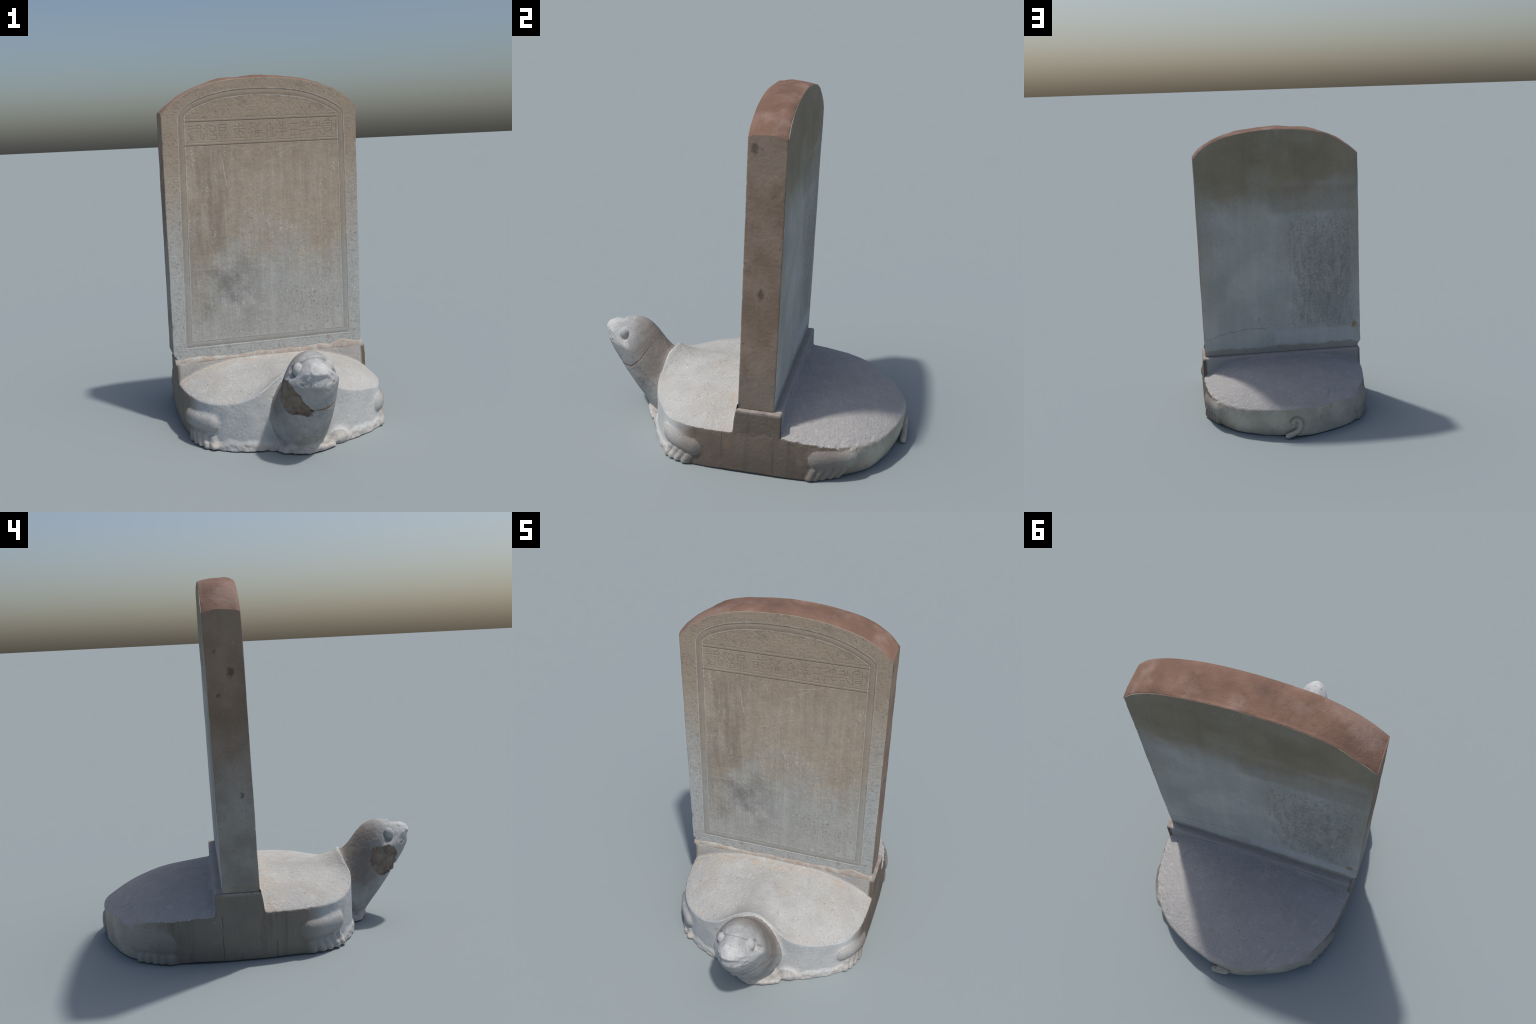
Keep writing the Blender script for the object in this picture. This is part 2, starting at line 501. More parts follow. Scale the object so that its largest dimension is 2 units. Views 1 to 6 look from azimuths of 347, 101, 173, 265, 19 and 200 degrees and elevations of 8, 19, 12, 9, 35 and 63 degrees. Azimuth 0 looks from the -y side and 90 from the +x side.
# ------------------------------------------------------------------ materials
class Nodes:
    def __init__(self, name):
        self.mat = bpy.data.materials.new(name)
        self.mat.use_nodes = True
        self.t = self.mat.node_tree
        self.bsdf = self.t.nodes["Principled BSDF"]
        self.bsdf.inputs["Roughness"].default_value = .9
        self.bsdf.inputs["Specular IOR Level"].default_value = .25
        self.co = self.t.nodes.new("ShaderNodeTexCoord").outputs["Object"]
        sep = self.new("ShaderNodeSeparateXYZ")
        self.link(self.co, sep.inputs[0])
        self.x, self.y, self.z = sep.outputs

    def new(self, kind):
        return self.t.nodes.new(kind)

    def link(self, a, b):
        if isinstance(a, (int, float)):
            b.default_value = a
        elif isinstance(a, tuple):
            b.default_value = (*a, 1) if len(a) == 3 else a
        else:
            self.t.links.new(a, b)

    def math(self, op, a, b=0.0, c=0.0, clamp=False):
        n = self.new("ShaderNodeMath")
        n.operation, n.use_clamp = op, clamp
        self.link(a, n.inputs[0])
        self.link(b, n.inputs[1])
        self.link(c, n.inputs[2])
        return n.outputs[0]

    def step(self, v, a, b):
        """smooth 0..1 from a to b"""
        n = self.new("ShaderNodeMapRange")
        n.interpolation_type = "SMOOTHSTEP"
        if a > b:
            n.inputs[1].default_value, n.inputs[2].default_value = b, a
            n.inputs[3].default_value, n.inputs[4].default_value = 1, 0
        else:
            n.inputs[1].default_value, n.inputs[2].default_value = a, b
        self.link(v, n.inputs[0])
        return n.outputs[0]

    def mapped(self, scale=(1, 1, 1), loc=(0, 0, 0), rot=(0, 0, 0)):
        n = self.new("ShaderNodeMapping")
        n.inputs["Scale"].default_value = scale
        n.inputs["Location"].default_value = loc
        n.inputs["Rotation"].default_value = rot
        self.link(self.co, n.inputs[0])
        return n.outputs[0]

    def noise(self, scale, detail=4, rough=.55, dist=0.0, stretch=None, loc=(0, 0, 0)):
        n = self.new("ShaderNodeTexNoise")
        n.inputs["Scale"].default_value = scale
        n.inputs["Detail"].default_value = detail
        n.inputs["Roughness"].default_value = rough
        n.inputs["Distortion"].default_value = dist
        self.link(self.mapped(stretch or (1, 1, 1), loc), n.inputs["Vector"])
        return n.outputs[0]

    def voronoi(self, scale, feature="F1", stretch=None, loc=(0, 0, 0), rand=1.0):
        n = self.new("ShaderNodeTexVoronoi")
        n.feature = feature
        n.inputs["Scale"].default_value = scale
        n.inputs["Randomness"].default_value = rand
        self.link(self.mapped(stretch or (1, 1, 1), loc), n.inputs["Vector"])
        return n.outputs["Distance"]

    def mix(self, f, a, b, mode="MIX"):
        n = self.new("ShaderNodeMix")
        n.data_type, n.blend_type = "RGBA", mode
        self.link(f, n.inputs["Factor"])
        self.link(a, n.inputs[6])
        self.link(b, n.inputs[7])
        return n.outputs[2]

    def mul(self, *v):
        r = v[0]
        for k in v[1:]:
            r = self.math("MULTIPLY", r, k)
        return r

    def value(self, col, fac, amount):
        """multiply brightness by 1 + amount * (fac - .5) * 2"""
        k = self.math("MULTIPLY_ADD", fac, 2 * amount, 1 - amount)
        n = self.new("ShaderNodeVectorMath")
        n.operation = "SCALE"
        self.link(col, n.inputs[0])
        self.link(k, n.inputs["Scale"])
        return n.outputs[0]

    def box(self, x0, x1, z0, z1, soft, wob=0.0, scale=6.0):
        xx, zz = self.x, self.z
        if wob:
            w = self.math("MULTIPLY_ADD", self.noise(scale, 3), 2 * wob, -wob)
            xx = self.math("ADD", xx, w)
            zz = self.math("ADD", zz, w)
        return self.mul(self.step(xx, x0 - soft, x0 + soft), self.step(xx, x1 + soft, x1 - soft),
                        self.step(zz, z0 - soft, z0 + soft), self.step(zz, z1 + soft, z1 - soft))

    def finish(self, col, bump=None, strength=.4, dist=.002):
        self.link(col, self.bsdf.inputs["Base Color"])
        if bump is not None:
            b = self.new("ShaderNodeBump")
            b.inputs["Strength"].default_value = strength
            b.inputs["Distance"].default_value = dist
            self.link(bump, b.inputs["Height"])
            self.link(b.outputs[0], self.bsdf.inputs["Normal"])
        return self.mat

def grain(m, col, pits=.10, mottle=.10, speck=True):
    """fine speckle, mottling and pits shared by every stone surface"""
    col = m.value(col, m.noise(9, 5, .6), mottle)
    col = m.value(col, m.noise(130, 3, .6), pits)
    if speck:
        dark = m.mul(m.step(m.noise(75, 2, .5, loc=(3, 1, 2)), .64, .72), .35)
        col = m.mix(dark, col, (.10, .10, .095))
        pale = m.mul(m.step(m.noise(60, 2, .5, loc=(7, 5, 2)), .67, .75), .8)
        col = m.mix(pale, col, m.value(col, 1.0, .35))
    return col

def shell_material():
    m = Nodes("pale_weathered_shell_stone")
    col = m.mix(m.step(m.noise(3.2, 4, .6), .35, .65), (.360, .362, .352), (.415, .418, .408))
    col = m.mix(m.mul(m.step(m.noise(5, 4, .6, loc=(2, 2, 0)), .50, .68), .35), col, (.405, .365, .320))
    # warm silt where the shell runs up against the block
    seam = m.mul(m.step(m.math("ABSOLUTE", m.math("SUBTRACT", m.y, -.02)), .07, .0), m.step(m.noise(14, 3), .40, .62), .5)
    col = m.mix(seam, col, (.44, .345, .27))
    rear = m.step(m.y, .22, .30)
    col = m.mix(m.mul(rear, .7), col, (.350, .335, .328))
    # rain-cleaned pale blotches and pits
    col = m.mix(m.mul(m.step(m.noise(17, 5, .7, .4, loc=(5, 2, 1)), .54, .66), .28), col, (.52, .525, .52))
    col = m.mix(m.mul(m.step(m.noise(26, 5, .7, .4, loc=(1, 9, 1)), .56, .68), .28), col, (.275, .265, .255))
    col = grain(m, col, .20, .12)
    bump = m.math("MULTIPLY_ADD", m.noise(70, 5, .65), 1.0, m.mul(m.voronoi(55), .5))
    return m.finish(col, bump, .65, .005)

def side_stone(m):
    """brown stained stone of the flanks, greyer on the tortoise's right"""
    left = m.step(m.x, .15, -.15)
    brown = m.mix(m.noise(7, 4), SIDE_R[0], SIDE_R[1])
    return m.mix(left, brown, m.mix(m.noise(6, 4), SIDE_L[0], SIDE_L[1]))

SIDE_R = ((.120, .096, .077), (.165, .136, .110))
SIDE_L = ((.180, .164, .140), (.252, .226, .188))

def flank_material(name, rubbed):
    m = Nodes(name)
    # blue-grey and cleaner towards the head, brown and stained along the sides
    side = m.step(m.math("ADD", m.y, m.math("MULTIPLY_ADD", m.noise(5, 3), .16, -.08)), -.36, -.20)
    rear = m.step(m.math("ADD", m.y, m.math("MULTIPLY_ADD", m.noise(5, 3), .2, -.1)), .50, .75)
    brown = side_stone(m)
    for y0 in (-.045, .235):       # two hairline joints run down each flank
        wob = m.math("MULTIPLY_ADD", m.noise(12, 3), .012, y0 - .006)
        ln = m.mul(m.step(m.math("ABSOLUTE", m.math("SUBTRACT", m.y, wob)), .0035, .001), m.step(m.noise(7, 3), .32, .5))
        brown = m.mix(m.mul(ln, .6), brown, (.055, .050, .045))
    pale = m.mix(m.step(m.noise(5, 5, .6), .35, .65), (.425, .445, .455), (.515, .520, .512))
    back = m.mix(m.step(m.noise(6, 5), .35, .65), (.395, .365, .305), (.505, .470, .400))
    col = m.mix(side, pale, brown)
    col = m.mix(rear, col, back)
    # vertical run-off streaks on the sides
    st = m.noise(1, 3, .6, stretch=(16, 16, 1.2))
    col = m.mix(m.mul(side, m.step(rear, .6, .1), m.step(st, .55, .70), .40), col, (.085, .078, .070))
    # rust-coloured film
    col = m.mix(m.mul(side, m.step(m.noise(11, 3, loc=(4, 0, 1)), .58, .74), .35), col, (.26, .165, .115))
    # pale bruised footing at the head end
    if rubbed:      # worn toes and pads are cleaner than the wall behind
        col = m.mix(rubbed, col, m.mix(m.noise(12, 4), (.26, .245, .225), (.33, .315, .295)))
    foot = m.mul(m.step(m.z, .060, .030), m.step(m.y, -.28, -.40), m.step(m.noise(12, 4), .35, .60))
    col = m.mix(m.mul(foot, .75), col, (.47, .44, .41))
    col = grain(m, col, .13, .12)
    bump = m.noise(80, 5, .65)
    return m.finish(col, bump, .35, .003)

def block_material():
    m = Nodes("socket_block_stone")
    side = m.step(m.math("ABSOLUTE", m.x), .545, .562)
    brown = side_stone(m)
    face = m.mix(m.step(m.noise(6, 5), .35, .65), (.315, .315, .305), (.365, .350, .330))
    col = m.mix(side, face, brown)
    top = m.mul(m.step(m.z, .350, .366), m.step(m.noise(18, 4), .25, .5))
    col = m.mix(m.mul(top, .6), col, (.40, .36, .33))
    st = m.noise(1, 3, .6, stretch=(16, 16, 1.2))
    col = m.mix(m.mul(side, m.step(st, .55, .70), .35), col, (.085, .078, .070))
    col = grain(m, col, .13, .12)
    return m.finish(col, m.math("ADD", m.noise(80, 5, .65), m.noise(18, 3)), .4, .0035)

def head_material(name, neck):
    m = Nodes(name)
    col = m.mix(m.step(m.noise(10, 5, .6), .38, .64), (.295, .305, .310), (.365, .367, .363))
    # handled snout: pale and chalky
    snout = m.mul(m.step(m.math("ADD", m.y, m.math("MULTIPLY_ADD", m.noise(16, 4), .12, -.06)), -.775, -.86), m.step(m.z, .44, .50))
    col = m.mix(m.mul(snout, .8), col, (.50, .51, .515))
    pale = m.mul(m.step(m.noise(22, 4, .6, loc=(1, 4, 2)), .54, .68), m.step(m.y, -.70, -.80), m.step(m.z, .40, .47))
    col = m.mix(m.mul(pale, .6), col, (.56, .56, .55))
    # browner, darker tone on the nape and the sides of the neck
    nape = m.mul(m.step(m.math("ADD", m.y, m.math("MULTIPLY_ADD", m.noise(9, 4), .16, -.08)), -.76, -.62),
                 m.step(m.math("ADD", m.z, m.math("MULTIPLY_ADD", m.noise(9, 3, loc=(1, 1, 1)), .2, -.1)), .14, .30))
    col = m.mix(m.mul(nape, .85), col, m.mix(m.noise(20, 4), (.150, .128, .112), (.215, .190, .170)))
    # yellowish rough stain low on the throat
    thr = m.mul(m.step(m.z, .18, .13), m.step(m.z, .05, .08), m.step(m.math("ABSOLUTE", m.math("SUBTRACT", m.x, .02)), .10, .03), m.step(m.noise(25, 4), .38, .58))
    col = m.mix(m.mul(thr, .6), col, (.22, .20, .15))
    foot = m.mul(m.step(m.z, .066, .044), m.step(m.noise(14, 4), .30, .55))
    col = m.mix(m.mul(foot, .75), col, (.48, .45, .42))
    # streaked tool marks
    col = m.value(col, m.noise(1, 4, .65, stretch=(60, 60, 14)), .16)
    # mended break: a rusty line round the right of the throat
    # piecewise height of the break as a function of depth
    up = m.math("MULTIPLY", m.math("MAXIMUM", m.math("ADD", m.y, .775), 0), .20)
    up2 = m.math("MULTIPLY", m.math("MAXIMUM", m.math("ADD", m.y, .715), 0), .75)
    up3 = m.math("MULTIPLY", m.math("MAXIMUM", m.math("ADD", m.y, .655), 0), .45)
    line = m.math("ADD", m.math("ADD", m.math("ADD", up, up2), up3), .299)
    dl = m.math("ABSOLUTE", m.math("SUBTRACT", m.math("SUBTRACT", m.z, line), m.math("MULTIPLY_ADD", m.noise(30, 3), .008, -.004)))
    rust = m.mul(m.step(dl, .008, .003), m.step(m.x, -.02, .03), m.step(m.z, .46, .36), m.step(m.noise(20, 3), .30, .50))
    col = m.mix(m.mul(rust, .8), col, (.25, .135, .075))
    col = grain(m, col, .12, .08)
    bump = m.math("ADD", m.noise(70, 5, .65), m.mul(m.noise(1, 3, .6, stretch=(50, 50, 14)), .6))
    return m.finish(col, bump, .35, .003)

def scar_material():
    m = Nodes("broken_brown_stone")
    col = m.mix(m.step(m.noise(22, 5, .6), .35, .65), (.160, .130, .105), (.255, .218, .182))
    col = m.mix(m.mul(m.step(m.noise(40, 4), .52, .66), .7), col, (.24, .14, .08))
    col = grain(m, col, .15, .15)
    return m.finish(col, m.noise(60, 5, .7), .7, .005)

def eye_material():
    m = Nodes("smooth_eye_stone")
    col = m.mix(m.noise(30, 3), (.35, .36, .365), (.43, .43, .425))
    return m.finish(grain(m, col, .08, .08), m.noise(90, 4), .25, .002)

def face_colour(m):
    """patina of the tablet's front: tan above, blue-grey below, with rubbed blotches"""
    wob = m.math("MULTIPLY_ADD", m.noise(2.2, 5, .6, .4), .90, -.45)
    h = m.math("ADD", m.z, wob)
    low = m.mix(m.noise(5, 5, .6), (.330, .328, .305), (.405, .410, .390))
    mid = m.mix(m.noise(6, 5, .6), (.312, .262, .204), (.392, .336, .272))
    high = m.mix(m.noise(6, 5, .6), (.278, .221, .166), (.347, .284, .219))
    col = m.mix(m.step(h, .80, 1.20), low, mid)
    col = m.mix(m.step(h, 1.35, 1.75), col, high)
    return col

def panel_material(name, kind):
    m = Nodes(name)
    col = face_colour(m)
    if kind == "text":
        # dark damp bruise at the lower left and brown streaks at the upper left
        b = m.mul(m.box(-.42, -.08, .62, 1.00, .13, .10, 5), m.step(m.noise(8, 5, .65), .34, .66))
        col = m.mix(m.mul(b, .72), col, (.165, .165, .155))
        b = m.mul(m.box(-.44, -.20, .95, 1.62, .08, .06, 5), m.step(m.noise(1, 4, .6, stretch=(14, 14, 2.2)), .42, .66))
        col = m.mix(m.mul(b, .58), col, (.205, .165, .135))
        b = m.mul(m.box(.30, .60, .80, 1.60, .10, .05, 5), m.step(m.noise(1, 4, .6, stretch=(9, 9, 1.6)), .42, .66))
        col = m.mix(m.mul(b, .40), col, (.300, .235, .180))
        b = m.mul(m.box(-.60, -.33, .62, 1.05, .06, .04, 5), .35)
        col = m.mix(b, col, (.300, .245, .190))
        # rubbed columns of small characters: pale and dark flecks in rows
        colmn = m.noise(1, 1, .4, stretch=(62, 1, 5))
        cell = m.noise(1, 2, .5, stretch=(75, 75, 95), loc=(.3, .1, .6))
        fleck = m.mul(m.step(cell, .52, .66), m.step(colmn, .50, .62), m.step(m.noise(3, 3), .38, .58))
        col = m.mix(m.mul(fleck, .45), col, (.53, .52, .495))
        dark = m.mul(m.step(m.noise(1, 2, .5, stretch=(85, 85, 70), loc=(.7, .4, .2)), .56, .70), m.step(m.noise(2.5, 3, loc=(5, 1, 1)), .42, .60))
        col = m.mix(m.mul(dark, .42), col, (.165, .150, .135))
        # faint vertical combing
        col = m.value(col, m.noise(1, 4, .65, stretch=(32, 32, 2.0)), .15)
        col = m.value(col, m.noise(1, 3, .65, stretch=(80, 80, 3.5), loc=(2, 1, 1)), .16)
        col = m.value(col, m.noise(24, 5, .7), .16)
        col = m.value(col, m.noise(7, 5, .65), .12)
        col = m.value(col, m.noise(1, 4, .7, stretch=(110, 110, 75)), .16)
        # a level line of scouring across the middle
        ln = m.mul(m.step(m.math("ABSOLUTE", m.math("SUBTRACT", m.z, .905)), .010, .002), m.step(m.noise(4, 3), .42, .56))
        col = m.mix(m.mul(ln, .16), col, (.46, .47, .47))
        # long pale scratches
        for (cx, cz, ang, ln_, w) in ((.085, 1.53, -.50, .10, .0030), (-.02, 1.345, -.38, .13, .0026), (-.235, 1.50, 1.42, .15, .004), (.15, 1.58, -.2, .10, .0022), (.20, 1.02, -.5, .06, .0025)):
            dx, dz = m.math("SUBTRACT", m.x, cx), m.math("SUBTRACT", m.z, cz)
            a = m.math("ADD", m.math("MULTIPLY", dx, math.cos(ang)), m.math("MULTIPLY", dz, -math.sin(ang)))
            b = m.math("ADD", m.math("MULTIPLY", dx, math.sin(ang)), m.math("MULTIPLY", dz, math.cos(ang)))
            b = m.math("ADD", b, m.math("MULTIPLY_ADD", m.noise(9, 2), .02, -.01))
            sc = m.mul(m.step(m.math("ABSOLUTE", b), w, .0), m.step(m.math("ABSOLUTE", a), ln_, ln_ * .7), m.step(m.noise(26, 3), .35, .55))
            col = m.mix(m.mul(sc, .55), col, (.55, .53, .48))
    if kind in ("title", "crown"):
        col = m.value(col, m.noise(1, 4, .65, stretch=(60, 60, 60)), .16)
        dark = m.mul(m.step(m.noise(48, 3, .6, .8), .56, .68), .4)
        col = m.mix(dark, col, (.155, .132, .112))
    if kind == "crown":
        b = m.mul(m.step(m.noise(13, 4, .6), .52, .68), .4)
        col = m.mix(b, col, (.165, .142, .120))
    if kind == "bead":
        col = m.value(col, m.noise(1, 3, .6, stretch=(20, 20, 20)), .12)
        col = m.mix(.26, col, (.185, .170, .150))
    if kind == "fillet":
        col = m.mix(m.mul(m.step(m.noise(16, 4, .6), .30, .60), .42), col, (.50, .50, .49))  # broken paler tone along the fillets of the frame
    if kind == "groove":
        col = m.mix(m.mul(m.step(m.noise(14, 4, .6), .25, .60), .50), col, (.130, .115, .100))
    if kind == "script":
        col = m.mix(m.mul(m.step(m.noise(22, 4, .6), .25, .60), .42), col, (.125, .108, .092))
    if kind == "rule":
        col = m.mix(.22, col, (.190, .165, .140))
    if kind == "border":
        # cooler, cleaner stone than the field; incised scroll and rosettes drawn in a darker tone
        clean = m.step(m.math("ADD", m.z, m.math("MULTIPLY_ADD", m.noise(3, 4), .5, -.25)), 1.58, .98)
        col = m.mix(m.mul(clean, .5), col, (.420, .440, .440))
        v = m.voronoi(26, "F1", stretch=(1, 0, 1), loc=(.3, .2, .1))
        w = m.math("ADD", v, m.math("MULTIPLY_ADD", m.noise(30, 3), .4, -.2))
        ring = m.step(m.math("ABSOLUTE", m.math("SUBTRACT", m.math("FRACT", m.math("MULTIPLY", w, 3.0)), .5)), .22, .08)
        spots = m.mul(ring, m.step(m.noise(26, 2, loc=(2, 2, 5)), .46, .60))
        col = m.mix(m.mul(spots, .34), col, (.150, .140, .125))
        blot = m.mul(m.step(m.noise(55, 4, .65, .6), .55, .66), m.step(m.noise(9, 3, loc=(3, 3, 3)), .40, .58))
        col = m.mix(m.mul(blot, .45), col, (.155, .142, .125))
        ros = m.mul(m.step(m.voronoi(9.5, "F1", stretch=(1, 0, 1), loc=(.5, 0, .3), rand=.35), .30, .16), m.step(m.noise(30, 3), .40, .6))
        col = m.mix(m.mul(ros, .45), col, (.225, .190, .150))
    col = grain(m, col, .12, .07)
    bump = m.math("ADD", m.noise(90, 4, .65), m.mul(m.noise(1, 3, .6, stretch=(110, 110, 80)), .8))
    return m.finish(col, bump, .35, .0025)

def slab_side_material():
    m = Nodes("brown_slab_stone")
    left = m.step(m.x, .2, -.2)
    right_c = m.mix(m.step(m.noise(5, 5, .6), .35, .65), (.200, .146, .108), (.258, .198, .154))
    left_hi = m.mix(m.step(m.noise(5, 5, .6), .35, .65), (.225, .160, .112), (.285, .212, .156))
    left_lo = m.mix(m.step(m.noise(5, 5, .6), .35, .65), (.250, .230, .200), (.330, .312, .275))
    lh = m.step(m.math("ADD", m.z, m.math("MULTIPLY_ADD", m.noise(4, 4), .5, -.25)), .70, 1.35)
    low = m.step(m.math("ADD", m.z, m.math("MULTIPLY_ADD", m.noise(4, 4), .3, -.15)), .75, .45)
    right_c = m.mix(m.mul(low, .5), right_c, (.185, .170, .150))
    col = m.mix(left, right_c, m.mix(lh, left_lo, left_hi))
    col = m.mix(m.mul(m.step(m.noise(14, 3, .5, loc=(2, 7, 3)), .68, .76), .7), col, (.060, .050, .044))
    for sx, y0, z0 in ((1, .095, 1.745), (-1, .125, 1.50), (1, .14, 1.02)):
        r = m.math("SQRT", m.math("ADD", m.math("POWER", m.math("SUBTRACT", m.y, y0), 2.0), m.math("MULTIPLY", m.math("POWER", m.math("SUBTRACT", m.z, z0), 2.0), .45)))
        sp = m.mul(m.step(m.math("ADD", r, m.math("MULTIPLY_ADD", m.noise(40, 4, .65), .04, -.02)), .026, .008), m.step(m.x, -.1 * sx, .1 * sx))
        col = m.mix(m.mul(sp, .7), col, (.070, .052, .042))
    scr = m.step(m.noise(1, 3, .65, 1.2, stretch=(40, 40, 9)), .60, .70)
    col = m.mix(m.mul(scr, .16), col, (.40, .34, .29))
    col = grain(m, col, .12, .12)
    return m.finish(col, m.noise(80, 5, .65), .35, .003)

def slab_back_material():
    m = Nodes("green_grey_slab_back")
    hz = m.math("ADD", m.z, m.math("MULTIPLY_ADD", m.noise(3.0, 4, .6), .30, -.15))
    low = m.mix(m.step(m.noise(3.5, 5, .55), .3, .7), (.420, .415, .400), (.520, .505, .470))
    high = m.mix(m.step(m.noise(3.5, 5, .55), .3, .7), (.255, .210, .145), (.315, .258, .183))
    # tide line: higher on the far (left) side
    edge = m.math("ADD", hz, m.math("MULTIPLY", m.x, .10))
    col = m.mix(m.step(edge, 1.37, 1.62), low, high)
    col = m.mix(m.mul(m.step(m.math("ABSOLUTE", m.x), .40, .56), m.step(m.z, .75, 1.1), .45), col, (.30, .27, .205))
    # green wash in the middle
    w = m.mul(m.step(m.noise(2.6, 4, loc=(1, 0, 3)), .42, .62), m.step(m.z, .5, .9))
    col = m.mix(m.mul(w, .40), col, (.345, .335, .265))
    # black, streaked field on the side of the left flank
    patch = m.box(-.53, -.06, .55, 1.38, .07, .06, 5)
    st = m.math("MULTIPLY_ADD", m.noise(85, 4, .7), .5, m.mul(m.noise(1, 6, .75, .2, stretch=(40, 40, 9)), .5))
    col = m.mix(m.mul(patch, m.step(st, .44, .58), .50), col, (.165, .158, .142))
    col = m.mix(m.mul(m.box(-.48, -.16, .60, 1.25, .14, .10, 5), .25), col, (.19, .185, .165))
    # brown dusting over the upper panel on that side
    col = m.mix(m.mul(m.box(-.56, .06, 1.40, 1.58, .025, .02, 8), .35), col, (.235, .180, .120))
    # clean band where another wash stopped
    col = m.mix(m.mul(m.box(-.54, .05, .43, .535, .012, .012, 9), .7), col, (.52, .53, .52))
    # old mortar line at the foot
    foot = m.step(m.math("ADD", m.z, m.math("MULTIPLY_ADD", m.noise(10, 5, .65), .06, -.03)), .425, .410)
    col = m.mix(m.mul(foot, .6), col, (.245, .225, .185))
    # vertical fine wash lines
    col = m.value(col, m.noise(1, 4, .6, stretch=(30, 30, 1.0)), .10)
    # hairline crack low on the right flank side
    wav = m.math("MULTIPLY_ADD", m.noise(7, 4, .6), .09, -.045)
    ck = m.math("ABSOLUTE", m.math("SUBTRACT", m.math("ADD", m.z, wav), m.math("MULTIPLY_ADD", m.x, -.13, .585)))
    col = m.mix(m.mul(m.step(ck, .005, .001), m.step(m.x, .08, .12), .45), col, (.16, .16, .15))
    # ochre stain at the lower left corner
    oc = m.mul(m.box(-.60, -.515, .520, .575, .014, .02, 14), m.step(m.noise(22, 4), .42, .55))
    col = m.mix(m.mul(oc, .8), col, (.32, .19, .08))
    wf = m.mul(m.step(m.noise(24, 3, loc=(9, 2, 2)), .66, .74), m.box(-.5, .55, 1.2, 1.55, .06), .35)
    col = m.mix(wf, col, (.45, .50, .52))
    col = grain(m, col, .10, .06)
    return m.finish(col, m.math("ADD", m.noise(90, 4, .6), m.mul(patch, st, 1.2)), .35, .003)

def crown_material():
    m = Nodes("red_brown_crown_stone")
    col = m.mix(m.step(m.noise(5, 5, .55), .35, .65), (.162, .097, .073), (.220, .132, .097))
    col = m.mix(m.mul(m.step(m.noise(4.5, 4, .6, loc=(3, 2, 1)), .50, .66), .6), col, (.270, .190, .160))
    col = m.mix(m.mul(m.step(m.noise(6.5, 4, .6, loc=(6, 1, 1)), .55, .70), .6), col, (.125, .085, .070))
    pale = m.mul(m.step(m.noise(3.6, 3, .5, loc=(1, 8, 4)), .62, .74), .4)
    col = m.mix(pale, col, (.33, .27, .24))
    col = m.value(col, m.noise(11, 5, .65), .20)
    col = m.value(col, m.noise(130, 3, .6), .12)
    return m.finish(col, m.math("ADD", m.noise(40, 5, .65), m.noise(110, 3)), .5, .005)

def mortar_material():
    m = Nodes("pinkish_lime_mortar")
    col = m.mix(m.step(m.noise(16, 5, .6), .35, .65), (.375, .315, .270), (.44, .425, .395))
    col = m.mix(m.mul(m.step(m.noise(30, 4), .55, .68), .6), col, (.30, .27, .235))
    return m.finish(grain(m, col, .14, .12), m.noise(60, 5, .7), .6, .004)

# ------------------------------------------------------------------ the monument
root = bpy.data.objects.new("tortoise_stele", None)
bpy.context.scene.collection.objects.link(root)
root["label"] = "carved stone tortoise carrying a tall round-topped inscribed stone tablet"
root["category"] = "stone stele"

M_shell, M_flank, M_limb, M_block = shell_material(), flank_material("grey_flank_stone", 0), flank_material("rubbed_limb_stone", .5), block_material()
M_head = head_material("grey_carved_head_stone", False)
M_eye, M_scar = eye_material(), scar_material()

